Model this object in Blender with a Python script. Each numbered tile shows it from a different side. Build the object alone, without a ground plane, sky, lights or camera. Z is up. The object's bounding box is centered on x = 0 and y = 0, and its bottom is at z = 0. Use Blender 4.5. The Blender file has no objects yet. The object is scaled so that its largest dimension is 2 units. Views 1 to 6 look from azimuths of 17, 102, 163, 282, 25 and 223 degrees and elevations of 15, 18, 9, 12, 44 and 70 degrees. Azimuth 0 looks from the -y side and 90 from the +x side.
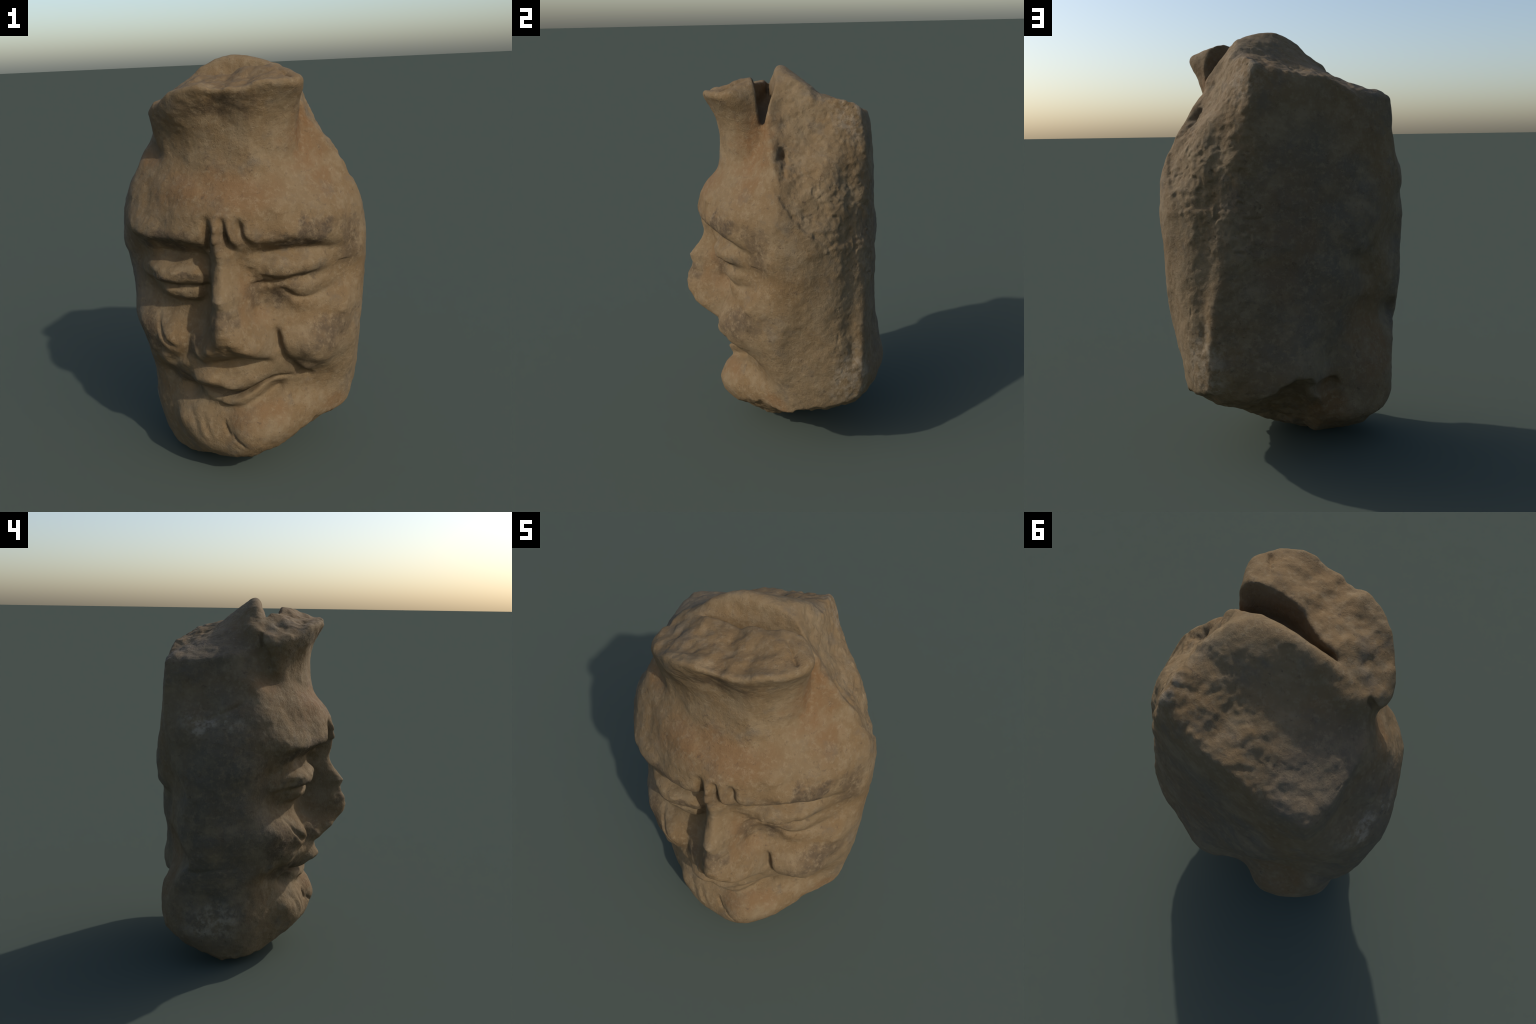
# Weathered stone head of a smiling man with closed eyes and a broken topknot.
# The stone is described as smooth sheets (front, back, flanks, top, underside)
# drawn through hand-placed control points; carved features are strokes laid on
# the sheets; the solid between the sheets is meshed and split into named parts.
import bpy, bmesh, math
import numpy as np

STEP = 0.005
X0, X1, Y0, Y1, Z0, Z1 = -0.72, 0.72, -0.66, 0.66, -0.06, 2.10
gx = np.arange(X0, X1, STEP, dtype=np.float32)
gy = np.arange(Y0, Y1, STEP, dtype=np.float32)
gz = np.arange(Z0, Z1, STEP, dtype=np.float32)


# ---------------------------------------------------------------- sheets
def sheet(points, us, vs, stiff=1e-4):
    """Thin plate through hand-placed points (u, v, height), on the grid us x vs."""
    p = np.array(points, float)
    def kern(r2):
        return 0.5 * r2 * np.log(r2 + 1e-9)
    n = len(p)
    d2 = (p[:, None, 0] - p[None, :, 0]) ** 2 + (p[:, None, 1] - p[None, :, 1]) ** 2
    A = np.zeros((n + 3, n + 3))
    A[:n, :n] = kern(d2) + np.eye(n) * stiff
    A[:n, n] = 1
    A[:n, n + 1:] = p[:, :2]
    A[n:, :n] = A[:n, n:].T
    w = np.linalg.solve(A, np.r_[p[:, 2], 0, 0, 0])
    U, V = np.meshgrid(us, vs, indexing="ij")
    out = w[n] + w[n + 1] * U + w[n + 2] * V
    for i in range(n):
        out += w[i] * kern((U - p[i, 0]) ** 2 + (V - p[i, 1]) ** 2)
    return out


def curve(pts, n=12):
    """Catmull-Rom through points (u, v, ...)."""
    p = np.array(pts, float)
    if len(p) < 3:
        t = np.linspace(0, 1, n)[:, None]
        return p[0] * (1 - t) + p[-1] * t
    q = np.vstack([2 * p[0] - p[1], p, 2 * p[-1] - p[-2]])
    out = []
    for i in range(1, len(q) - 2):
        for t in np.linspace(0, 1, n, endpoint=False):
            a, b, c, d = q[i - 1:i + 3]
            out.append(0.5 * (2 * b + (c - a) * t + (2 * a - 5 * b + 4 * c - d) * t * t + (3 * b - a - 3 * c + d) * t ** 3))
    out.append(p[-1])
    return np.array(out)


def stroke(us, vs, pts, side_a, side_b=None, power=2.0):
    """Relief of a stroke along points (u, v, amount). side_a is the half width on
    the left of the path, side_b on its right; returns amount times a bell."""
    side_b = side_a if side_b is None else side_b
    c = curve(pts)
    U, V = np.meshgrid(us, vs, indexing="ij")
    reach = 3.0 * max(side_a, side_b)
    iu = np.where((us > c[:, 0].min() - reach) & (us < c[:, 0].max() + reach))[0]
    iv = np.where((vs > c[:, 1].min() - reach) & (vs < c[:, 1].max() + reach))[0]
    U = U + 0.005 * noise2(us, vs, 0.09, 101) + 0.0012 * noise2(us, vs, 0.03, 102)
    V = V + 0.004 * noise2(us, vs, 0.09, 103) + 0.0012 * noise2(us, vs, 0.03, 104)
    out = np.zeros(U.shape)
    if len(iu) == 0 or len(iv) == 0:
        return out
    su, sv = slice(iu[0], iu[-1] + 1), slice(iv[0], iv[-1] + 1)
    u, v = U[su, sv], V[su, sv]
    best = np.full(u.shape, 1e9)
    side = np.zeros(u.shape)
    amt = np.zeros(u.shape)
    for a, b in zip(c[:-1], c[1:]):
        du, dv = b[0] - a[0], b[1] - a[1]
        L2 = du * du + dv * dv + 1e-12
        t = np.clip(((u - a[0]) * du + (v - a[1]) * dv) / L2, 0, 1)
        pu, pv = u - a[0] - t * du, v - a[1] - t * dv
        d = np.hypot(pu, pv)
        m = d < best
        best = np.where(m, d, best)
        side = np.where(m, du * (v - a[1]) - dv * (u - a[0]), side)
        amt = np.where(m, a[2] + t * (b[2] - a[2]), amt)
    w = np.where(side > 0, side_a, side_b)
    out[su, sv] = amt * np.exp(-(best / w) ** power)
    return out


def bump(us, vs, u, v, ru, rv, amount, turn=0.0, power=2.0):
    U, V = np.meshgrid(us - u, vs - v, indexing="ij")
    c, s = math.cos(math.radians(turn)), math.sin(math.radians(turn))
    r = np.hypot((U * c + V * s) / ru, (-U * s + V * c) / rv)
    return amount * np.exp(-r ** power)


def smax(a, b, k):
    h = np.maximum(k - np.abs(a - b), 0) / k
    return np.maximum(a, b) + h * h * k * 0.25


def smin(a, b, k):
    return -smax(-a, -b, k)


def step(e0, e1, x):
    t = np.clip((x - e0) / (e1 - e0), 0, 1)
    return t * t * (3 - 2 * t)


def table(v, pairs):
    p = np.array(sorted(pairs), float)
    return np.interp(v, p[:, 0], p[:, 1])


def noise2(us, vs, size, seed):
    """Smooth lattice noise, about -1..1."""
    rng = np.random.default_rng(seed)
    a = (us - us[0]) / size
    b = (vs - vs[0]) / size
    g = rng.uniform(-1, 1, (int(a[-1]) + 3, int(b[-1]) + 3))
    ia, ib = a.astype(int), b.astype(int)
    fa, fb = a - ia, b - ib
    fa, fb = (fa * fa * (3 - 2 * fa))[:, None], (fb * fb * (3 - 2 * fb))[None]
    p = lambda i, j: g[np.ix_(ia + i, ib + j)]
    return (p(0, 0) * (1 - fa) + p(1, 0) * fa) * (1 - fb) + (p(0, 1) * (1 - fa) + p(1, 1) * fa) * fb


# ---- front: y of the carved face over (x, z)
front = sheet([
    # broken rim and shelf beside the topknot
    (0.25, 1.90, -0.01), (0.10, 1.98, -0.025), (-0.10, 1.92, -0.07), (-0.25, 1.75, -0.12), (0.36, 1.75, -0.02),
    (0.402, 1.559, -0.051), (0.47, 1.60, 0.03), (0.30, 1.62, -0.08), (0.05, 1.62, -0.16), (-0.20, 1.61, -0.21), (-0.25, 1.54, -0.235), (-0.29, 1.63, -0.155),
    (-0.37, 1.60, -0.105), (-0.42, 1.53, -0.130), (-0.46, 1.58, -0.05), (-0.55, 1.48, 0.03),
    # forehead
    (0.413, 1.516, -0.068), (0.508, 1.422, -0.035), (0.321, 1.475, -0.235), (0.08, 1.45, -0.358), (0.08, 1.375, -0.425),
    (-0.18, 1.46, -0.325), (-0.12, 1.37, -0.405), (-0.34, 1.42, -0.250), (-0.44, 1.40, -0.190), (-0.57, 1.36, -0.02), (0.25, 1.39, -0.355), (0.40, 1.37, -0.245), (0.46, 1.30, -0.225), (0.50, 1.34, -0.14), (0.57, 1.36, 0.01),
    # brow line
    (-0.58, 1.25, -0.04), (-0.48, 1.27, -0.185), (-0.33, 1.28, -0.315), (-0.26, 1.30, -0.355), (-0.12, 1.29, -0.415), (0.08, 1.29, -0.450),
    (0.28, 1.27, -0.350), (0.40, 1.25, -0.27), (0.51, 1.23, -0.135), (0.585, 1.20, 0.0),
    # eye sockets
    (-0.56, 1.12, -0.08), (-0.50, 1.19, -0.16), (-0.42, 1.11, -0.185), (-0.33, 1.14, -0.275), (-0.25, 1.145, -0.305), (-0.15, 1.15, -0.335), (-0.04, 1.14, -0.335),
    (0.19, 1.11, -0.335), (0.30, 1.13, -0.285), (0.45, 1.12, -0.14), (0.585, 1.10, 0.0),
    (-0.55, 1.0, -0.045), (-0.41, 1.01, -0.175), (-0.24, 0.995, -0.305), (-0.14, 1.0, -0.325), (-0.05, 1.02, -0.315), (0.167, 1.01, -0.306), (0.31, 1.0, -0.255),
    (0.486, 1.03, -0.075), (0.575, 1.0, 0.02),
    # cheeks
    (-0.545, 0.85, -0.04), (-0.50, 0.88, -0.115), (-0.50, 0.79, -0.135), (-0.42, 0.88, -0.175), (-0.33, 0.92, -0.205), (-0.12, 0.90, -0.28), (-0.04, 0.88, -0.29), (0.20, 0.90, -0.265), (0.27, 0.91, -0.235), (0.34, 0.92, -0.235),
    (0.485, 0.824, -0.115), (0.535, 0.84, -0.10), (0.575, 0.80, 0.02),
    (-0.302, 0.80, -0.290), (-0.26, 0.865, -0.250), (-0.21, 0.74, -0.340), (-0.43, 0.74, -0.215), (-0.06, 0.76, -0.325), (0.26, 0.78, -0.295), (0.36, 0.76, -0.265), (0.43, 0.75, -0.225), (0.485, 0.68, -0.175), (0.57, 0.65, 0.02),
    # jaw and mouth
    (-0.53, 0.62, 0.0), (-0.40, 0.58, -0.185), (-0.27, 0.62, -0.290), (-0.33, 0.53, -0.190), (-0.19, 0.60, -0.325), (-0.11, 0.60, -0.350), (-0.03, 0.60, -0.370), (0.08, 0.59, -0.360), (0.27, 0.61, -0.265),
    (0.36, 0.58, -0.17), (0.46, 0.56, -0.09), (0.55, 0.50, 0.05),
    (-0.50, 0.40, -0.03), (-0.36, 0.42, -0.15), (-0.22, 0.44, -0.24), (-0.08, 0.43, -0.27), (0.08, 0.43, -0.30), (0.23, 0.45, -0.215), (0.364, 0.41, -0.093), (0.46, 0.40, 0.0),
    # chin
    (-0.46, 0.22, -0.055), (-0.33, 0.25, -0.17), (-0.22, 0.28, -0.275), (-0.10, 0.29, -0.330), (0.02, 0.27, -0.330), (0.12, 0.29, -0.362), (0.20, 0.27, -0.330), (0.297, 0.296, -0.235),
    (0.366, 0.354, -0.122), (0.44, 0.28, 0.0), (-0.31, 0.11, -0.145), (-0.12, 0.13, -0.27), (0.05, 0.14, -0.315), (0.20, 0.14, -0.25), (0.32, 0.15, -0.10), (0.02, 0.02, -0.16),
], gx, gz)

# nose: a worn bridge with its left side sheared off, ending in a broad bulb
nose_mid = table(gz, [(0.55, -0.20), (0.62, -0.24), (0.655, -0.33), (0.69, -0.37), (0.715, -0.425), (0.74, -0.470), (0.77, -0.508), (0.805, -0.536), (0.84, -0.546), (0.88, -0.538), (0.915, -0.517), (0.945, -0.512), (0.985, -0.527),
                      (1.02, -0.502), (1.055, -0.474), (1.10, -0.446), (1.14, -0.440), (1.19, -0.440), (1.24, -0.445), (1.30, -0.43), (1.40, -0.30)])
nose_cx = table(gz, [(0.6, 0.115), (0.75, 0.110), (0.83, 0.105), (0.92, 0.097), (0.98, 0.088), (1.09, 0.067), (1.22, 0.058)])
wide_l = table(gz, [(0.6, 0.150), (0.72, 0.145), (0.82, 0.128), (0.87, 0.118), (0.92, 0.104), (0.98, 0.090), (1.1, 0.070), (1.25, 0.055)])
wide_r = table(gz, [(0.6, 0.12), (0.70, 0.120), (0.80, 0.102), (0.90, 0.064), (0.98, 0.060), (1.1, 0.055), (1.25, 0.04)])
dx = gx[:, None] - nose_cx[None]
bell = np.exp(-np.where(dx < 0, (np.abs(dx) / wide_l) ** 2.8, (np.abs(dx) / wide_r) ** table(gz, [(0.70, 3.4), (0.80, 2.9), (0.90, 2.1), (1.2, 2.0)])[None]))
keel = np.array([np.interp(nose_cx[k], gx, front[:, k]) for k in range(len(gz))])
front = front + np.minimum(np.interp(gz[None] + (0.32 * np.clip(dx, 0, 0.16) + 0.30 * np.clip(-dx, 0, 0.16)) * step(0.90, 0.78, gz)[None], gz, nose_mid) - keel[None], 0) * bell * table(gz, [(0.55, 0), (0.62, 1), (1.25, 1), (1.33, 0)])[None]

F = lambda *a, **k: stroke(gx, gz, *a, **k)
carve = np.zeros_like(front)          # positive = deeper into the stone
# brow ridges: sharp lower edge, soft upper side (paths run left to right, so side_a is above)
carve -= F([(-0.50, 1.25, 0.0), (-0.40, 1.245, 0.035), (-0.24, 1.235, 0.045), (-0.08, 1.222, 0.05), (0.000, 1.222, 0.02)], 0.060, 0.030)
carve -= F([(0.135, 1.250, 0.015), (0.19, 1.235, 0.035), (0.30, 1.235, 0.035), (0.42, 1.215, 0.035), (0.53, 1.17, 0.012)], 0.065, 0.030)
carve += F([(-0.46, 1.36, 0.0), (-0.30, 1.375, 0.010), (-0.10, 1.37, 0.008), (0.0, 1.36, 0.0)], 0.035)
carve += F([(0.20, 1.33, 0.0), (0.32, 1.325, 0.010), (0.45, 1.30, 0.008), (0.54, 1.27, 0.0)], 0.030)
# creases between brow and upper lid
carve += F([(0.19, 1.165, 0.010), (0.27, 1.165, 0.018), (0.38, 1.160, 0.014), (0.50, 1.135, 0.004)], 0.020)
carve += F([(-0.38, 1.145, 0.004), (-0.25, 1.150, 0.012), (-0.10, 1.150, 0.014), (-0.03, 1.13, 0.012)], 0.020)
# frown grooves between the brows, worn ridges between them
carve += F([(0.000, 1.345, 0.0), (0.010, 1.30, 0.03), (0.014, 1.24, 0.05), (0.006, 1.18, 0.03)], 0.019)
carve += F([(0.078, 1.345, 0.0), (0.088, 1.30, 0.032), (0.094, 1.24, 0.045), (0.104, 1.19, 0.015)], 0.016)
carve += F([(0.146, 1.34, 0.0), (0.152, 1.29, 0.028), (0.162, 1.25, 0.038), (0.185, 1.225, 0.02), (0.22, 1.21, 0.0)], 0.018)
carve -= F([(0.050, 1.33, 0.0), (0.052, 1.27, 0.018), (0.058, 1.20, 0.020), (0.062, 1.15, 0.008)], 0.020)
carve -= F([(0.120, 1.32, 0.0), (0.126, 1.26, 0.020), (0.136, 1.21, 0.020), (0.145, 1.18, 0.0)], 0.018)
# closed eyes: fat upper lid rolls, slits, lower lids
carve -= F([(-0.37, 1.035, 0.030), (-0.28, 1.050, 0.055), (-0.16, 1.054, 0.060), (-0.080, 1.050, 0.054)], 0.048, 0.046, power=3.5)
carve += F([(-0.42, 1.005, 0.0), (-0.30, 1.003, 0.010), (-0.17, 1.000, 0.010), (-0.04, 1.003, 0.012)], 0.012, 0.014)
carve -= F([(-0.31, 0.962, 0.01), (-0.22, 0.955, 0.04), (-0.10, 0.958, 0.035)], 0.034, 0.032, power=3)
carve += bump(gx, gz, -0.03, 0.95, 0.035, 0.07, 0.03)
carve -= F([(0.21, 1.09, 0.010), (0.30, 1.074, 0.050), (0.40, 1.076, 0.062), (0.485, 1.074, 0.028)], 0.055, 0.038, power=2.6)
carve += F([(0.165, 1.008, 0.018), (0.25, 1.012, 0.014), (0.34, 1.030, 0.008), (0.43, 1.042, 0.006), (0.50, 1.045, 0.0)], 0.011)
carve -= F([(0.31, 0.985, 0.012), (0.39, 0.985, 0.032), (0.48, 1.005, 0.020)], 0.044, 0.036)
carve += F([(0.285, 0.985, 0.004), (0.31, 0.955, 0.014), (0.36, 0.930, 0.020), (0.42, 0.933, 0.014), (0.48, 0.955, 0.003)], 0.015)
# cheeks: apples, the smile folds
carve -= bump(gx, gz, -0.235, 0.745, 0.09, 0.08, 0.028)
carve += F([(-0.315, 0.83, 0.005), (-0.295, 0.77, 0.016), (-0.255, 0.720, 0.022), (-0.205, 0.70, 0.008)], 0.012)
carve += F([(-0.38, 0.63, 0.005), (-0.29, 0.605, 0.010), (-0.20, 0.635, 0.020), (-0.150, 0.69, 0.022), (-0.14, 0.76, 0.01)], 0.030, 0.022)
carve -= F([(-0.105, 0.82, 0.0), (-0.098, 0.76, 0.030), (-0.078, 0.705, 0.036), (-0.045, 0.68, 0.025)], 0.034)
carve -= bump(gx, gz, 0.39, 0.725, 0.10, 0.08, 0.030)
carve += F([(0.258, 0.82, 0.005), (0.262, 0.75, 0.045), (0.277, 0.68, 0.032), (0.314, 0.600, 0.028), (0.350, 0.535, 0.032), (0.372, 0.480, 0.0)], 0.023)
# wing of the nose set off from the cheek, hollow under the nose
carve += F([(0.195, 0.87, 0.0), (0.232, 0.815, 0.014), (0.252, 0.765, 0.026), (0.250, 0.715, 0.018)], 0.017)
carve -= bump(gx, gz, 0.200, 0.745, 0.040, 0.035, 0.022)
carve += bump(gx, gz, 0.120, 0.652, 0.110, 0.022, 0.020)
# mouth: full upper lip, smiling slit, thin lower lip
carve -= F([(-0.15, 0.605, 0.005), (-0.05, 0.560, 0.030), (0.065, 0.535, 0.045), (0.17, 0.560, 0.030), (0.27, 0.590, 0.0)], 0.045, 0.030)
carve += F([(-0.20, 0.530, 0.012), (-0.10, 0.487, 0.040), (0.036, 0.464, 0.055), (0.112, 0.484, 0.055), (0.179, 0.521, 0.048), (0.238, 0.542, 0.040), (0.300, 0.525, 0.008)], 0.012)
carve -= F([(-0.08, 0.440, 0.012), (0.02, 0.425, 0.022), (0.106, 0.450, 0.018), (0.19, 0.485, 0.006)], 0.024)
carve += F([(-0.05, 0.395, 0.006), (0.02, 0.388, 0.014), (0.11, 0.412, 0.018), (0.21, 0.455, 0.030), (0.28, 0.50, 0.01)], 0.028)
carve += bump(gx, gz, -0.19, 0.455, 0.055, 0.042, 0.048)
# chin: split by a few slanting tool marks
carve += F([(0.00, 0.34, 0.0), (0.006, 0.30, 0.016), (0.03, 0.265, 0.008), (0.05, 0.25, 0.0)], 0.010)
carve += F([(0.04, 0.285, 0.0), (0.065, 0.25, 0.013), (0.12, 0.20, 0.0)], 0.009)
carve += F([(-0.12, 0.36, 0.0), (-0.09, 0.28, 0.010), (-0.05, 0.20, 0.0)], 0.018)
carve += F([(-0.20, 0.38, 0.0), (-0.15, 0.30, 0.007), (-0.13, 0.22, 0.0)], 0.014)
# temple seam, and bruised stone round the inner corner of the eye
carve += F([(0.520, 1.44, 0.0), (0.548, 1.30, 0.007), (0.562, 1.12, 0.007), (0.560, 0.95, 0.004), (0.55, 0.80, 0.0)], 0.009)
carve += (noise2(gx, gz, 0.022, 107) + 0.6 * noise2(gx, gz, 0.012, 108)) * bump(gx, gz, 0.23, 1.03, 0.09, 0.07, 0.0055)
# pits
carve += bump(gx, gz, 0.125, 0.897, 0.014, 0.012, 0.02)
front = front + carve * (1 + 0.14 * noise2(gx, gz, 0.06, 105) + 0.06 * noise2(gx, gz, 0.025, 106))

# swellings (negative) and hollows (positive) of the worn face
for u, v, r, d in ((-0.05, 0.565, 0.05, -0.030), (-0.02, 0.735, 0.045, -0.045),  (-0.11, 0.545, 0.04, -0.030), (0.30, 1.34, 0.05, -0.020), (0.43, 1.10, 0.04, -0.020), (0.24, 1.15, 0.04, 0.030), (0.145, 1.29, 0.03, 0.015),
                   (0.20, 0.88, 0.04, 0.018), (0.34, 0.84, 0.05, 0.018), (0.53, 0.785, 0.05, -0.022), (0.37, 0.58, 0.035, -0.035), (0.44, 0.625, 0.045, -0.028), (0.215, 0.47, 0.04, 0.028),
                   (0.52, 0.59, 0.05, 0.020), (0.49, 1.205, 0.04, -0.020), (0.49, 0.93, 0.05, 0.020), (-0.19, 1.12, 0.05, 0.015), (-0.31, 1.20, 0.04, -0.020), (-0.29, 1.005, 0.035, -0.022),
                   (-0.29, 0.61, 0.04, -0.035), (-0.36, 0.64, 0.04, -0.015), (-0.30, 0.49, 0.05, 0.020), (-0.17, 0.43, 0.04, 0.018), (-0.42, 0.78, 0.05, -0.018), (-0.24, 0.305, 0.05, -0.018),
                   (-0.33, 1.57, 0.05, 0.020), (-0.49, 1.43, 0.05, -0.020), (-0.565, 1.12, 0.05, -0.018), (-0.23, 1.285, 0.05, 0.012)):
    front += bump(gx, gz, u, v, r, r, d)

# ---- back: y over (x, z); flat split face, lip and neck stump below
back = sheet([
    (0.24, 1.80, 0.415), (0.295, 1.63, 0.440), (0.31, 1.46, 0.452), (0.34, 1.24, 0.460), (0.38, 1.0, 0.465), (0.43, 0.76, 0.468), (0.46, 0.60, 0.470), (0.47, 0.43, 0.462), (0.45, 0.30, 0.42),
    (0.08, 1.78, 0.428), (0.12, 1.63, 0.455), (0.13, 1.45, 0.474), (0.16, 1.20, 0.487), (0.19, 1.0, 0.495), (0.2, 0.75, 0.500), (0.18, 0.50, 0.528), (0.2, 0.33, 0.51),
    (-0.12, 1.72, 0.420), (-0.11, 1.57, 0.447), (-0.13, 1.43, 0.458), (-0.13, 1.20, 0.468), (-0.13, 1.0, 0.476), (0.0, 0.82, 0.485), (0.0, 0.62, 0.508), (0.01, 0.48, 0.535), (0.02, 0.38, 0.540),
    (-0.37, 1.66, 0.380), (-0.42, 1.52, 0.370), (-0.34, 1.46, 0.405), (-0.25, 1.45, 0.438), (-0.31, 1.20, 0.452), (-0.24, 1.04, 0.468), (-0.33, 1.08, 0.435), (-0.35, 0.98, 0.365), (-0.40, 1.25, 0.400), (-0.40, 1.08, 0.36), (-0.19, 0.80, 0.466), (-0.07, 0.60, 0.485), (-0.08, 0.49, 0.455), (-0.11, 0.43, 0.445), (-0.05, 0.40, 0.48),
    (-0.5, 1.0, 0.25), (-0.44, 0.92, 0.320), (-0.42, 0.76, 0.315), (-0.44, 0.64, 0.275), (-0.34, 0.67, 0.320), (-0.33, 0.80, 0.375), (-0.24, 0.62, 0.385), (-0.42, 0.47, 0.345), (-0.33, 0.42, 0.425), (-0.25, 0.30, 0.445), (-0.14, 0.28, 0.41), (-0.38, 0.25, 0.405), (-0.22, 0.15, 0.41), (-0.40, 0.10, 0.34), (-0.2, 0.03, 0.2), (0.0, 0.12, 0.36),
], gx, gz)

for u, v, r, d in ((-0.30, 0.885, 0.075, -0.048), (-0.26, 1.00, 0.045, 0.025), (-0.27, 1.32, 0.08, -0.014), (0.0, 1.70, 0.10, 0.012), (0.17, 1.67, 0.08, 0.010), (0.20, 0.66, 0.10, -0.013), (0.34, 0.48, 0.07, 0.014), (-0.50, 0.635, 0.06, -0.06)):
    back += bump(gx, gz, u, v, r, r, d)

# ---- flanks: x over (y, z)
right = sheet([
    (-0.05, 1.24, 0.600), (0.10, 1.24, 0.604), (0.20, 1.24, 0.585), (0.33, 1.24, 0.510), (0.37, 1.38, 0.425), (0.45, 1.24, 0.345),
    (-0.05, 0.90, 0.595), (0.10, 0.90, 0.596), (0.22, 0.90, 0.580), (0.34, 0.90, 0.525), (0.46, 0.90, 0.410),
    (-0.05, 0.65, 0.590), (0.10, 0.62, 0.565), (0.18, 0.62, 0.558), (0.27, 0.65, 0.550), (0.36, 0.65, 0.525), (0.47, 0.65, 0.455),
    (0.00, 0.42, 0.535), (0.13, 0.48, 0.542), (0.15, 0.38, 0.525), (0.30, 0.40, 0.525), (0.46, 0.43, 0.470), (0.05, 0.27, 0.515), (0.30, 0.25, 0.48), (-0.15, 0.6, 0.57), (-0.12, 0.32, 0.50),
    (-0.05, 1.42, 0.580), (0.05, 1.42, 0.575), (0.18, 1.45, 0.500), (0.26, 1.37, 0.500), (0.31, 1.47, 0.445), (0.44, 1.46, 0.310),
    (0.00, 1.53, 0.530), (0.06, 1.52, 0.492), (0.15, 1.55, 0.430), (0.29, 1.545, 0.425), (0.43, 1.60, 0.295), (-0.01, 1.64, 0.450), (0.05, 1.64, 0.400), (0.10, 1.645, 0.372), (0.20, 1.68, 0.325), (0.30, 1.70, 0.320), (0.41, 1.80, 0.240),
    (-0.01, 1.76, 0.362), (0.05, 1.71, 0.348), (0.02, 1.88, 0.265), (0.05, 2.0, 0.20), (0.20, 1.85, 0.275), (-0.15, 1.55, 0.50), (-0.2, 1.2, 0.60), (-0.2, 0.9, 0.59),
], gy, gz)
for u, v, r, d in ((0.07, 1.49, 0.04, 0.016), (0.14, 1.45, 0.04, -0.014), (0.0, 1.71, 0.04, -0.020), (0.03, 1.81, 0.04, -0.020), (0.36, 1.03, 0.06, 0.012)):
    right += bump(gy, gz, u, v, r, r, d)
R = lambda *a, **k: stroke(gy, gz, *a, **k)
# raised flake with a hole behind it, at the front of the broken area
right += R([(0.01, 1.68, 0.0), (0.015, 1.62, 0.012), (0.03, 1.54, 0.018), (0.07, 1.48, 0.0)], 0.020)
right -= R([(0.050, 1.645, 0.0), (0.062, 1.615, 0.030), (0.066, 1.585, 0.055), (0.082, 1.555, 0.035), (0.078, 1.53, 0.02), (0.092, 1.49, 0.0)], 0.013) * (1 + 0.5 * noise2(gy, gz, 0.02, 61))
# chipped-off area: its lower front border is a small step
edge = table(gy, [(-0.1, 1.62), (0.03, 1.49), (0.10, 1.37), (0.20, 1.27), (0.30, 1.20), (0.5, 1.15)])[:, None] + 0.02 * noise2(gy, gz, 0.05, 51) + 0.01 * noise2(gy, gz, 0.02, 52)
rise = gz[None] - edge
right -= 0.014 * step(-0.006, 0.012, rise) * step(0.22, 0.04, rise) * step(0.02, 0.05, gy)[:, None]
# worn channel along the back ridge
right -= R([(0.34, 1.62, 0.0), (0.38, 1.45, 0.012), (0.39, 1.20, 0.012), (0.40, 0.95, 0.012), (0.41, 0.75, 0.015), (0.42, 0.62, 0.018), (0.42, 0.55, 0.0)], 0.030)
left = sheet([
    (-0.15, 1.30, -0.545), (0.00, 1.28, -0.595), (0.12, 1.26, -0.598), (0.22, 1.24, -0.560), (0.38, 1.24, -0.440),
    (-0.06, 1.09, -0.578), (-0.10, 0.95, -0.555), (0.05, 0.92, -0.600), (0.15, 0.90, -0.598), (0.26, 0.88, -0.535), (0.40, 1.00, -0.37),
    (-0.05, 0.70, -0.550), (0.10, 0.68, -0.582), (0.20, 0.68, -0.560), (0.35, 0.70, -0.43),
    (-0.05, 0.50, -0.490), (0.10, 0.48, -0.525), (0.22, 0.48, -0.520), (0.35, 0.45, -0.46),
    (-0.05, 0.25, -0.470), (0.10, 0.38, -0.502), (0.12, 0.25, -0.510), (0.25, 0.22, -0.51), (0.38, 0.2, -0.40), (-0.05, 0.05, -0.390), (0.10, 0.05, -0.44), (0.2, 0.0, -0.38),
    (-0.10, 1.42, -0.500), (0.03, 1.43, -0.510), (0.10, 1.44, -0.487), (0.18, 1.37, -0.550), (0.28, 1.28, -0.540), (0.21, 1.10, -0.578), (0.30, 1.40, -0.50), (-0.08, 1.50, -0.455), (0.08, 1.53, -0.452), (0.22, 1.50, -0.465), (0.34, 1.50, -0.460),
    (-0.10, 1.60, -0.400), (0.10, 1.60, -0.425), (0.25, 1.60, -0.460), (0.34, 1.62, -0.45), (-0.10, 1.72, -0.340), (0.08, 1.72, -0.405), (0.25, 1.72, -0.430),
], gy, gz)
left += stroke(gy, gz, [(0.26, 0.585, 0.0), (0.17, 0.580, 0.006), (0.08, 0.60, 0.004), (-0.02, 0.60, 0.010), (-0.12, 0.60, 0.0)], 0.010)

left += stroke(gy, gz, [(-0.10, 1.50, 0.0), (-0.03, 1.45, 0.012), (0.06, 1.405, 0.014), (0.15, 1.38, 0.010), (0.22, 1.37, 0.0)], 0.014)

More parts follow.
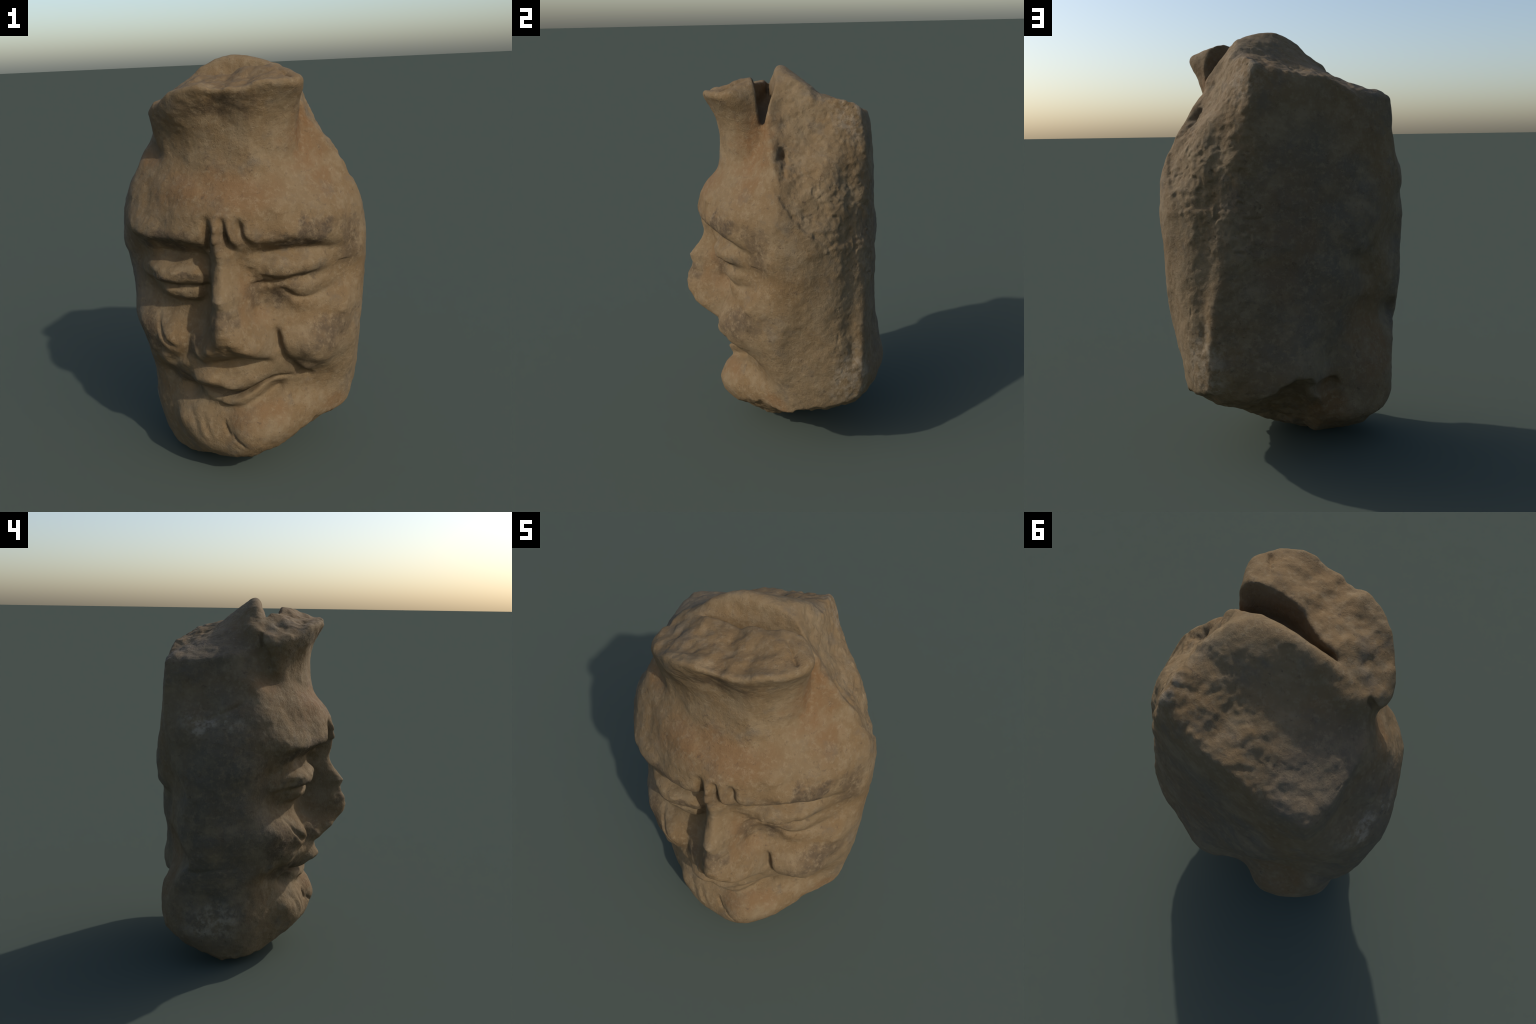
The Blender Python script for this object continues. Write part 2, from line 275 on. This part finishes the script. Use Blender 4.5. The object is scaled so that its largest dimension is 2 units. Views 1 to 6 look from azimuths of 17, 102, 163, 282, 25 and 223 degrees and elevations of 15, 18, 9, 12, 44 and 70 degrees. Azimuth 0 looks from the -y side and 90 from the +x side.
# ---- top and underside: z over (x, y)
top = sheet([
    (0.26, 0.00, 1.905), (0.20, 0.00, 1.95), (0.12, 0.00, 1.990), (0.04, -0.01, 2.003), (-0.05, -0.03, 1.986), (-0.12, -0.05, 1.945), (-0.19, -0.07, 1.88), (-0.25, -0.09, 1.835), (-0.33, -0.10, 1.74),
    (0.25, 0.10, 1.93), (0.22, 0.17, 1.895), (0.23, 0.28, 1.845), (0.23, 0.37, 1.828), (0.24, 0.42, 1.79), (0.05, 0.10, 1.925), (-0.05, 0.10, 1.885), (-0.18, 0.08, 1.825), (-0.30, 0.03, 1.765), (-0.38, 0.05, 1.715),
    (0.10, 0.22, 1.845), (-0.05, 0.22, 1.81), (-0.20, 0.20, 1.785), (-0.33, 0.18, 1.735), (0.12, 0.37, 1.795), (-0.06, 0.38, 1.775), (-0.23, 0.38, 1.705), (-0.36, 0.34, 1.695), (-0.42, 0.25, 1.69), (-0.44, 0.36, 1.66),
    (0.35, 0.0, 1.84), (0.33, 0.15, 1.83), (0.04, -0.10, 2.03), (-0.2, -0.2, 1.93), (0.3, -0.1, 1.93),
], gx, gy)
rough_top = noise2(gx, gy, 0.09, 3) * 0.013 + noise2(gx, gy, 0.041, 4) * 0.007 + noise2(gx, gy, 0.019, 5) * 0.004
lit = 1 / (1 + np.exp(-(gy[None] - 0.18 + 0.15 * gx[:, None]) / 0.04))
top = top + rough_top * (0.15 + 0.85 * lit)
under = sheet([
    (-0.25, 0.05, 0.004), (-0.15, 0.05, 0.006), (-0.02, -0.06, 0.02), (-0.19, -0.08, 0.015), (-0.15, -0.22, 0.09), (0.06, -0.26, 0.115), (0.20, -0.24, 0.16), (0.30, -0.20, 0.225), (0.20, 0.0, 0.10), (0.32, 0.05, 0.18),
    (0.465, 0.07, 0.255), (0.46, 0.20, 0.295), (0.46, 0.33, 0.32), (0.46, 0.45, 0.39), (0.30, 0.36, 0.275), (0.15, 0.20, 0.18), (0.0, 0.22, 0.12), (0.05, 0.40, 0.32), (0.0, 0.52, 0.40), (0.25, 0.50, 0.345),
    (-0.10, 0.25, 0.06), (-0.12, 0.38, 0.13), (-0.30, 0.20, 0.05), (-0.30, 0.35, 0.12), (-0.45, 0.10, 0.06), (-0.50, 0.20, 0.13), (-0.55, 0.0, 0.16), (-0.40, -0.10, 0.07), (-0.35, -0.25, 0.15), (0.45, -0.08, 0.30), (0.58, 0.1, 0.30),
], gx, gy)
under = under + noise2(gx, gy, 0.10, 7) * 0.014 + noise2(gx, gy, 0.045, 8) * 0.009 + noise2(gx, gy, 0.02, 9) * 0.005

# ---- topknot: a flaring band of hair, broken off above
knot_front = sheet([
    (-0.30, 1.87, -0.27), (-0.227, 1.84, -0.320), (-0.116, 1.87, -0.382), (0.0, 1.87, -0.400), (0.08, 1.87, -0.398), (0.20, 1.87, -0.380), (0.30, 1.87, -0.335), (0.38, 1.87, -0.270),
    (-0.27, 1.78, -0.29), (-0.151, 1.765, -0.343), (0.051, 1.804, -0.346), (0.08, 1.77, -0.335), (0.25, 1.78, -0.30), (0.34, 1.78, -0.22),
    (0.053, 1.701, -0.316), (-0.12, 1.68, -0.30), (0.22, 1.68, -0.285), (0.32, 1.68, -0.20), (-0.23, 1.67, -0.255),
    (0.08, 1.55, -0.318), (-0.10, 1.55, -0.30), (0.22, 1.55, -0.285), (0.30, 1.55, -0.21), (-0.20, 1.55, -0.25), (0.08, 1.45, -0.352), (0.28, 1.45, -0.27), (-0.18, 1.45, -0.25), (0.08, 1.95, -0.42),
], gx, gz)
knot_right = sheet([(-0.25, 1.87, 0.388), (-0.15, 1.87, 0.384), (-0.06, 1.87, 0.325), (-0.25, 1.79, 0.368), (-0.12, 1.79, 0.362), (-0.2, 1.69, 0.335), (-0.05, 1.70, 0.34), (-0.2, 1.55, 0.325), (-0.05, 1.55, 0.35), (0.02, 1.87, 0.27), (0.02, 1.97, 0.15), (-0.2, 1.95, 0.375)], gy, gz)
knot_left = sheet([(-0.32, 1.84, -0.235), (-0.26, 1.80, -0.290), (-0.16, 1.78, -0.335), (-0.10, 1.80, -0.30), (-0.25, 1.70, -0.300), (-0.15, 1.70, -0.305), (-0.2, 1.63, -0.310), (-0.05, 1.65, -0.27), (-0.2, 1.50, -0.245), (-0.05, 1.5, -0.25)], gy, gz)
knot_top = sheet([(-0.116, -0.367, 1.872), (-0.227, -0.318, 1.830), (0.358, -0.241, 1.892), (0.20, -0.35, 1.880), (0.06, -0.37, 1.870), (0.30, -0.12, 1.922), (0.176, -0.142, 1.945), (0.0, -0.13, 1.908), (0.24, -0.27, 1.912), (0.24, -0.20, 1.932), (0.14, -0.18, 1.93),
                  (0.0, -0.25, 1.875), (-0.10, -0.13, 1.905), (-0.12, -0.20, 1.880), (-0.14, -0.27, 1.862), (0.15, -0.25, 1.895), (-0.285, -0.261, 1.795), (-0.329, -0.159, 1.775), (-0.25, -0.10, 1.84), (-0.12, -0.11, 1.892), (0.37, -0.16, 1.90), (0.1, 0.0, 1.97)], gx, gy)
knot_top = knot_top + noise2(gx, gy, 0.06, 11) * 0.010 + noise2(gx, gy, 0.03, 12) * 0.005
knot_top -= stroke(gx, gy, [(0.255, -0.14, 0.0), (0.30, -0.19, 0.015), (0.345, -0.235, 0.012)], 0.012)
knot_top -= stroke(gx, gy, [(-0.19, -0.33, 0.008), (-0.22, -0.26, 0.018), (-0.20, -0.18, 0.008)], 0.030)

# slot between the broken topknot and the rim behind it: edges and floor along x
slot_near = table(gx, [(-0.17, -0.100), (-0.09, -0.120), (-0.03, -0.115), (0.08, -0.140), (0.18, -0.132), (0.26, -0.104), (0.31, -0.085), (0.40, -0.065)])
slot_far = table(gx, [(-0.17, -0.100), (-0.09, -0.086), (-0.03, -0.072), (0.02, -0.055), (0.10, -0.032), (0.20, -0.006), (0.26, -0.004), (0.40, -0.02)])
slot_floor = table(gx, [(-0.20, 1.95), (-0.15, 1.88), (-0.04, 1.83), (0.05, 1.80), (0.15, 1.78), (0.30, 1.73), (0.40, 1.71)])


def rope(x, y, z, path):
    """Distance to a polyline in space."""
    best = np.float32(9)
    for a, b in zip(path[:-1], path[1:]):
        d = [np.float32(b[i] - a[i]) for i in range(3)]
        q = (x - np.float32(a[0]), y - np.float32(a[1]), z - np.float32(a[2]))
        t = np.clip((q[0] * d[0] + q[1] * d[1] + q[2] * d[2]) / (d[0] ** 2 + d[1] ** 2 + d[2] ** 2), 0, 1)
        best = np.minimum(best, np.sqrt((q[0] - t * d[0]) ** 2 + (q[1] - t * d[1]) ** 2 + (q[2] - t * d[2]) ** 2))
    return best


right -= 0.007 * step(0.50, 0.58, right)
back -= 0.005 * step(0.51, 0.55, back)


def field():
    """Signed field of the whole stone on the grid: negative inside."""
    x = gx[:, None, None]
    y = gy[None, :, None]
    z = gz[None, None, :]
    f32 = np.float32
    xz = lambda a: a.astype(f32)[:, None, :]
    yz = lambda a: a.astype(f32)[None, :, :]
    xy = lambda a: a.astype(f32)[:, :, None]
    body = smax(x - yz(right), yz(left) - x, f32(0.02))
    body = smax(body, y - xz(back), f32(0.015))
    body = smax(body, z - xy(top), f32(0.018))
    body = smax(body, xz(front) - y, (f32(0.06) - f32(0.026) * step(1.66, 1.80, z) + f32(0.022) * step(1.92, 1.97, z)).astype(f32))
    body = smax(body, xy(under) - z, f32(0.015))
    knot = smax(xz(knot_front) - y, y + f32(0.01), f32(0.03))
    knot = smax(knot, smax(x - yz(knot_right), yz(knot_left) - x, f32(0.02)), f32(0.07))
    knot = smax(knot, z - xy(knot_top), f32(0.032))
    knot = smax(knot, f32(1.40) - z, f32(0.05))
    whole = smin(body, knot, f32(0.035))
    lin = lambda a: a.astype(f32)[:, None, None]
    taper = np.clip((f32(1.93) - z) / f32(0.2), 0, 1) * f32(0.022)
    slot = np.maximum(lin(slot_near) + taper - y, y - lin(slot_far) + taper)
    slot = smax(slot, lin(slot_floor) - z, f32(0.03))
    whole = smax(whole, -slot, f32(0.015))
    # crease where the left lobe of the topknot meets the slab, crevice under the back lip
    for path, r in (([(-0.285, -0.110, 1.80), (-0.315, -0.140, 1.72), (-0.310, -0.170, 1.64)], 0.012),
                    ([(0.06, 0.530, 0.335), (-0.03, 0.490, 0.345), (-0.12, 0.430, 0.350)], 0.040)):
        whole = smax(whole, f32(r) - rope(x, y, z, path), f32(0.02))
    return whole


# ---------------------------------------------------------------- meshing
def surface_net(Fv):
    """Quads of the zero surface: one vertex per crossed cell."""
    ins = Fv < 0
    corners = [(i, j, k) for i in (0, 1) for j in (0, 1) for k in (0, 1)]
    sl = lambda a, c: a[c[0]:a.shape[0] - 1 + c[0], c[1]:a.shape[1] - 1 + c[1], c[2]:a.shape[2] - 1 + c[2]]
    cnt = np.zeros(tuple(n - 1 for n in Fv.shape), np.int8)
    for c in corners:
        cnt += sl(ins, c)
    act = (cnt > 0) & (cnt < 8)
    idx = np.argwhere(act)
    ids = np.full(cnt.shape, -1, np.int32)
    ids[act] = np.arange(len(idx), dtype=np.int32)
    vals = {c: Fv[idx[:, 0] + c[0], idx[:, 1] + c[1], idx[:, 2] + c[2]].astype(float) for c in corners}
    acc = np.zeros((len(idx), 3))
    num = np.zeros(len(idx))
    for a in corners:
        for ax in range(3):
            if a[ax]:
                continue
            b = tuple(1 if q == ax else a[q] for q in range(3))
            va, vb = vals[a], vals[b]
            m = (va < 0) != (vb < 0)
            t = np.where(m, va / np.where(m, va - vb, 1), 0)
            pos = np.tile(np.array(a, float), (len(idx), 1))
            pos[:, ax] = t
            acc[m] += pos[m]
            num[m] += 1
    v = (idx + acc / num[:, None]) * STEP + np.array([gx[0], gy[0], gz[0]])
    quads = []
    for ax in range(3):
        n = Fv.shape
        lo = [slice(0, n[q] - 1) if q == ax else slice(1, n[q] - 1) for q in range(3)]
        hi = [slice(1, n[q]) if q == ax else slice(1, n[q] - 1) for q in range(3)]
        a, b = ins[tuple(lo)], ins[tuple(hi)]
        e = np.argwhere(a != b)
        flip = a[tuple(e.T)]
        base = e + np.array([0 if q == ax else 1 for q in range(3)])
        u, w = [(1, 2), (2, 0), (0, 1)][ax]
        q = []
        for du, dw in ((1, 1), (0, 1), (0, 0), (1, 0)):
            p = base.copy()
            p[:, u] -= du
            p[:, w] -= dw
            q.append(ids[tuple(p.T)])
        q = np.stack(q, 1)
        q[~flip] = q[~flip][:, ::-1]
        quads.append(q)
    return v, np.vstack(quads)


def vertex_normals(v, q):
    n = np.cross(v[q[:, 2]] - v[q[:, 0]], v[q[:, 3]] - v[q[:, 1]])
    out = np.zeros_like(v)
    for i in range(4):
        for c in range(3):
            out[:, c] += np.bincount(q[:, i], n[:, c], len(v))
    return out / (np.linalg.norm(out, axis=1)[:, None] + 1e-12)


def noise3(v, size, seed):
    """Smooth lattice noise at points, about -1..1."""
    rng = np.random.default_rng(seed)
    a = (v - np.array([-1.0, -1.0, -0.5])) / size
    n = int(3.0 / size) + 3
    g = rng.uniform(-1, 1, (n, n, n)).astype(np.float32)
    i = a.astype(int)
    f = a - i
    f = f * f * (3 - 2 * f)
    out = 0
    for c in [(p, q, r) for p in (0, 1) for q in (0, 1) for r in (0, 1)]:
        w = np.prod([f[:, k] if c[k] else 1 - f[:, k] for k in range(3)], axis=0)
        out = out + w * g[i[:, 0] + c[0], i[:, 1] + c[1], i[:, 2] + c[2]]
    return out


verts, quads = surface_net(field())
# keep the one connected stone and relax the net a little
for _ in range(2):
    acc = np.zeros_like(verts)
    cnt = np.zeros(len(verts))
    for i in range(4):
        for j in (1, 3):
            for c in range(3):
                acc[:, c] += np.bincount(quads[:, i], verts[quads[:, (i + j) % 4], c], len(verts))
            cnt += np.bincount(quads[:, i], minlength=len(verts))
    verts += 0.35 * (acc / cnt[:, None] - verts)

# weathering: fine everywhere, coarse on the broken flank and top
nrm = vertex_normals(verts, quads)
x, y, z = verts.T
flank = step(0.36, 0.42, x + 0.35 * np.clip(y, 0, 1)) * step(0.06, 0.16, y)
flank = np.maximum(flank, step(0.02, 0.06, y) * step(0.20, 0.26, x) * step(1.45, 1.5, z))
broken = flank * step(-0.02, 0.04, z + 0.05 * noise3(verts, 0.05, 21) - table(y, [(-0.1, 1.62), (0.03, 1.49), (0.10, 1.37), (0.20, 1.27), (0.30, 1.12), (0.5, 0.9)]))
broken = np.maximum(broken, flank * step(0.26, 0.36, y) * 0.45)
broken = np.maximum(broken, step(0.45, 0.8, nrm[:, 2]) * step(1.6, 1.7, z) * 0.35)
fine = noise3(verts, 0.10, 31) * 0.0040 + noise3(verts, 0.045, 32) * 0.0030 + noise3(verts, 0.02, 33) * 0.0013
coarse = noise3(verts * np.array([1, 1, 0.7]), 0.08, 41) * 0.006 + noise3(verts, 0.037, 42) * 0.004 + noise3(verts, 0.017, 43) * 0.003
wob = verts + 0.012 * np.stack([noise3(verts, 0.02, 47 + i) for i in range(3)], 1)
coarse -= 0.006 * step(0.35, 0.80, noise3(wob, 0.030, 44)) * step(-0.2, 0.4, noise3(verts, 0.12, 46)) + 0.004 * step(0.45, 0.8, noise3(wob, 0.016, 45)) * step(0.0, 0.5, noise3(verts, 0.09, 46))
verts = verts + nrm * (fine + broken * coarse)[:, None]
verts[:, 2] -= verts[:, 2].min()
nrm = vertex_normals(verts, quads)


# ---------------------------------------------------------------- material
def stone():
    m = bpy.data.materials.new("weathered_sandstone")
    m.use_nodes = True
    nt = m.node_tree
    N, L = nt.nodes, nt.links
    N.clear()
    out = N.new("ShaderNodeOutputMaterial")
    bsdf = N.new("ShaderNodeBsdfPrincipled")
    bsdf.inputs["Roughness"].default_value = 0.85
    bsdf.inputs["Specular IOR Level"].default_value = 0.25
    L.new(bsdf.outputs[0], out.inputs[0])
    co = N.new("ShaderNodeTexCoord").outputs["Object"]

    def noise(scale, detail=4, rough=0.6):
        n = N.new("ShaderNodeTexNoise")
        n.inputs["Scale"].default_value = scale
        n.inputs["Detail"].default_value = detail
        n.inputs["Roughness"].default_value = rough
        L.new(co, n.inputs["Vector"])
        return n.outputs["Fac"]

    def remap(s, a, b, c=0.0, d=1.0):
        r = N.new("ShaderNodeMapRange")
        r.interpolation_type = "SMOOTHSTEP"
        for i, val in enumerate((a, b, c, d)):
            r.inputs[i + 1].default_value = val
        L.new(s, r.inputs[0])
        return r.outputs[0]

    def math_(op, a, b):
        n = N.new("ShaderNodeMath")
        n.operation = op
        for i, s in enumerate((a, b)):
            if isinstance(s, (int, float)):
                n.inputs[i].default_value = s
            else:
                L.new(s, n.inputs[i])
        return n.outputs[0]

    def mix(fac, a, b):
        n = N.new("ShaderNodeMix")
        n.data_type = "RGBA"
        L.new(fac, n.inputs[0])
        for i, s in ((6, a), (7, b)):
            if isinstance(s, tuple):
                n.inputs[i].default_value = (*s, 1)
            else:
                L.new(s, n.inputs[i])
        return n.outputs[2]

    # wandering coordinates, so that patches have ragged edges
    wn = N.new("ShaderNodeTexNoise")
    wn.inputs["Scale"].default_value = 5.0
    wn.inputs["Detail"].default_value = 6
    wn.inputs["Roughness"].default_value = 0.65
    L.new(co, wn.inputs["Vector"])
    off = N.new("ShaderNodeVectorMath")
    off.operation = "SUBTRACT"
    L.new(wn.outputs["Color"], off.inputs[0])
    off.inputs[1].default_value = (0.5, 0.5, 0.5)
    warp = N.new("ShaderNodeVectorMath")
    warp.operation = "MULTIPLY_ADD"
    L.new(off.outputs[0], warp.inputs[0])
    warp.inputs[1].default_value = (0.32, 0.32, 0.32)
    L.new(co, warp.inputs[2])
    wco = warp.outputs[0]

    def patch(centre, size, strength=1.0, soft=0.5):
        """Ragged ellipsoid patch: 1 inside, 0 outside."""
        m1 = N.new("ShaderNodeVectorMath")
        m1.operation = "SUBTRACT"
        L.new(wco, m1.inputs[0])
        m1.inputs[1].default_value = centre
        m2 = N.new("ShaderNodeVectorMath")
        m2.operation = "DIVIDE"
        L.new(m1.outputs[0], m2.inputs[0])
        m2.inputs[1].default_value = size
        m3 = N.new("ShaderNodeVectorMath")
        m3.operation = "LENGTH"
        L.new(m2.outputs[0], m3.inputs[0])
        return remap(m3.outputs["Value"], 1.0 - soft, 1.0 + soft, strength, 0.0)

    def union(items):
        acc = items[0]
        for it in items[1:]:
            acc = math_("MAXIMUM", acc, it)
        return acc

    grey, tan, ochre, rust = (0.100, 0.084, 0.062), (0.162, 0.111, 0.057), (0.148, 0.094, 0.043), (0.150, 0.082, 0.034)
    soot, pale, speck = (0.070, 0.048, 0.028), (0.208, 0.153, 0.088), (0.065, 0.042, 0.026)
    base = mix(remap(noise(2.6, 5), 0.38, 0.62), tan, ochre)
    # greyer, darker patches on the back, left flank and upper left
    grey_zone = union([patch((-0.62, 0.05, 0.75), (0.24, 0.36, 0.95), 0.85), patch((-0.1, 0.55, 0.95), (0.48, 0.18, 0.75), 0.85),
                   patch((-0.33, 0.20, 1.70), (0.20, 0.25, 0.16), 0.7)])
    base = mix(math_("MULTIPLY", grey_zone, remap(noise(6.0, 4), 0.30, 0.60, 0.55, 1.0)), base, grey)
    base = mix(remap(noise(9.0, 5, 0.65), 0.46, 0.68, 0, 0.55), base, pale)
    base = mix(remap(noise(7.3, 5, 0.65), 0.52, 0.72, 0, 0.55), base, grey)
    # iron stains
    stain = union([patch((0.05, -0.36, 1.44), (0.30, 0.14, 0.10), 0.7), patch((0.35, -0.08, 1.66), (0.08, 0.12, 0.16), 1.0), patch((0.17, -0.30, 0.37), (0.13, 0.10, 0.06), 0.75),
                   patch((0.17, -0.36, 0.95), (0.06, 0.12, 0.13), 0.55), patch((0.46, 0.0, 0.28), (0.09, 0.10, 0.08), 0.7), patch((-0.10, 0.42, 0.24), (0.10, 0.14, 0.13), 0.9),
                   patch((-0.33, 0.42, 0.55), (0.14, 0.12, 0.22), 0.6), patch((0.44, -0.10, 1.45), (0.08, 0.10, 0.08), 0.6), patch((0.10, 0.50, 1.05), (0.16, 0.08, 0.35), 0.4), patch((-0.30, -0.12, 1.56), (0.12, 0.10, 0.08), 0.6)])
    base = mix(math_("MULTIPLY", stain, remap(noise(8.0, 5), 0.32, 0.58, 0.25, 1.0)), base, rust)
    # soot on brows, lids and cheeks
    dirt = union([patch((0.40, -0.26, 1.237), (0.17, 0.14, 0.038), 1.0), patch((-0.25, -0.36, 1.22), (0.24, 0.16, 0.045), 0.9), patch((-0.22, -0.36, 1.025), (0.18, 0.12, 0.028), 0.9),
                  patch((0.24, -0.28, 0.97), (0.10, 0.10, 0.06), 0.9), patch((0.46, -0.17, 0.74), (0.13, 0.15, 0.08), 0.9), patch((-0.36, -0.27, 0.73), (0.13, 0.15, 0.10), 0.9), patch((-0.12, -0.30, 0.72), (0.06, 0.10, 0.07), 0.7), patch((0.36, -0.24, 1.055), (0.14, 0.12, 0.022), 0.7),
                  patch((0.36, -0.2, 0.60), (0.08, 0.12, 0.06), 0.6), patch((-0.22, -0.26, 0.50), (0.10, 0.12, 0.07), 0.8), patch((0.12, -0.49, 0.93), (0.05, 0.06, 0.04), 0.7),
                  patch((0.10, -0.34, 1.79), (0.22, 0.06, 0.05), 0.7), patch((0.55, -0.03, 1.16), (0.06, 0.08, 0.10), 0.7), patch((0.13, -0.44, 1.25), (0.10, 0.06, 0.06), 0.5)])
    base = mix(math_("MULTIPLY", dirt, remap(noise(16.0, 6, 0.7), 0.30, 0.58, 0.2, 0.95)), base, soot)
    # pale scrapes on the broken flank and shoulder
    chalk = union([patch((0.42, 0.20, 1.65), (0.05, 0.06, 0.05), 0.8), patch((0.30, 0.40, 1.78), (0.10, 0.08, 0.09), 0.5), patch((-0.52, 0.10, 1.38), (0.10, 0.16, 0.05), 0.7), patch((-0.52, 0.05, 0.28), (0.08, 0.14, 0.10), 0.6), patch((0.50, 0.42, 0.50), (0.08, 0.10, 0.14), 0.5)])
    base = mix(math_("MULTIPLY", chalk, remap(noise(20.0, 5, 0.7), 0.42, 0.62)), base, (0.30, 0.245, 0.175))
    # grain
    base = mix(remap(noise(38.0, 5, 0.7), 0.48, 0.70, 0, 0.6), base, pale)
    base = mix(remap(noise(30.0, 6, 0.75), 0.56, 0.74, 0, 0.75), base, speck)
    L.new(base, bsdf.inputs["Base Color"])

    vor = N.new("ShaderNodeTexVoronoi")
    vor.inputs["Scale"].default_value = 34.0
    L.new(wco, vor.inputs["Vector"])
    pits = math_("MULTIPLY", remap(vor.outputs["Distance"], 0.06, 0.20, -1.0, 0.0), remap(noise(5.0, 2), 0.5, 0.62))
    height = math_("ADD", math_("MULTIPLY", noise(60.0, 8, 0.72), 1.0), math_("MULTIPLY", pits, 0.5))
    b = N.new("ShaderNodeBump")
    b.inputs["Strength"].default_value = 0.7
    b.inputs["Distance"].default_value = 0.010
    L.new(height, b.inputs["Height"])
    L.new(b.outputs[0], bsdf.inputs["Normal"])
    return m


STONE = stone()

# ---------------------------------------------------------------- parts
head = bpy.data.objects.new("stone_head", None)
head["label"] = "weathered carved stone head of smiling man, broken topknot"
head["category"] = "stone sculpture"
bpy.context.scene.collection.objects.link(head)

c = verts[quads].mean(1)
fx, fy, fz = c.T
fn = nrm[quads].mean(1)
NAMES = ["back_of_head", "forehead", "eyebrow", "eye", "nose", "cheek", "mouth", "chin", "topknot", "neck"]
part = np.zeros(len(quads), int)
face = fy < 0.02 + 0.0 * fx
part[face] = NAMES.index("cheek")
part[face & (fz > 1.30)] = NAMES.index("forehead")
part[face & (fz > 1.19) & (fz <= 1.30)] = NAMES.index("eyebrow")
part[face & (fz > 0.93) & (fz <= 1.19)] = NAMES.index("eye")
part[face & (fz > 0.62) & (fz <= 1.19) & (np.abs(fx - 0.09 - 0.03 * step(1.0, 0.7, fz)) < 0.05 + 0.08 * step(1.0, 0.75, fz))] = NAMES.index("nose")
part[face & (fz > 0.40) & (fz <= 0.62) & (np.abs(fx - 0.07) < 0.27)] = NAMES.index("mouth")
part[face & (fz <= 0.40)] = NAMES.index("chin")
part[(fz > 1.50) & (fy < -0.0) & (fx > -0.345) & (fx < 0.40) & ((fy < -0.09 - 0.2 * np.abs(fx - 0.1)) | (fz > 1.72))] = NAMES.index("topknot")

part[(part == 0) & (fz < 0.52) & (fx < -0.06) & (fy > 0.22)] = NAMES.index("neck")


def piece(name, mask):
    q = quads[mask]
    if len(q) == 0:
        return
    used, inv = np.unique(q, return_inverse=True)
    me = bpy.data.meshes.new(name)
    me.from_pydata(verts[used].tolist(), [], inv.reshape(-1, 4).tolist())
    me.polygons.foreach_set("use_smooth", np.ones(len(q), bool))
    me.materials.append(STONE)
    me.normals_split_custom_set_from_vertices(nrm[used].tolist())
    ob = bpy.data.objects.new(name, me)
    ob.parent = head
    bpy.context.scene.collection.objects.link(ob)


for i, nm in enumerate(NAMES):
    m = part == i
    if nm in ("eye", "cheek", "eyebrow"):
        piece(nm, m & (fx < 0.09))
        piece(nm, m & (fx >= 0.09))
    else:
        piece(nm, m)
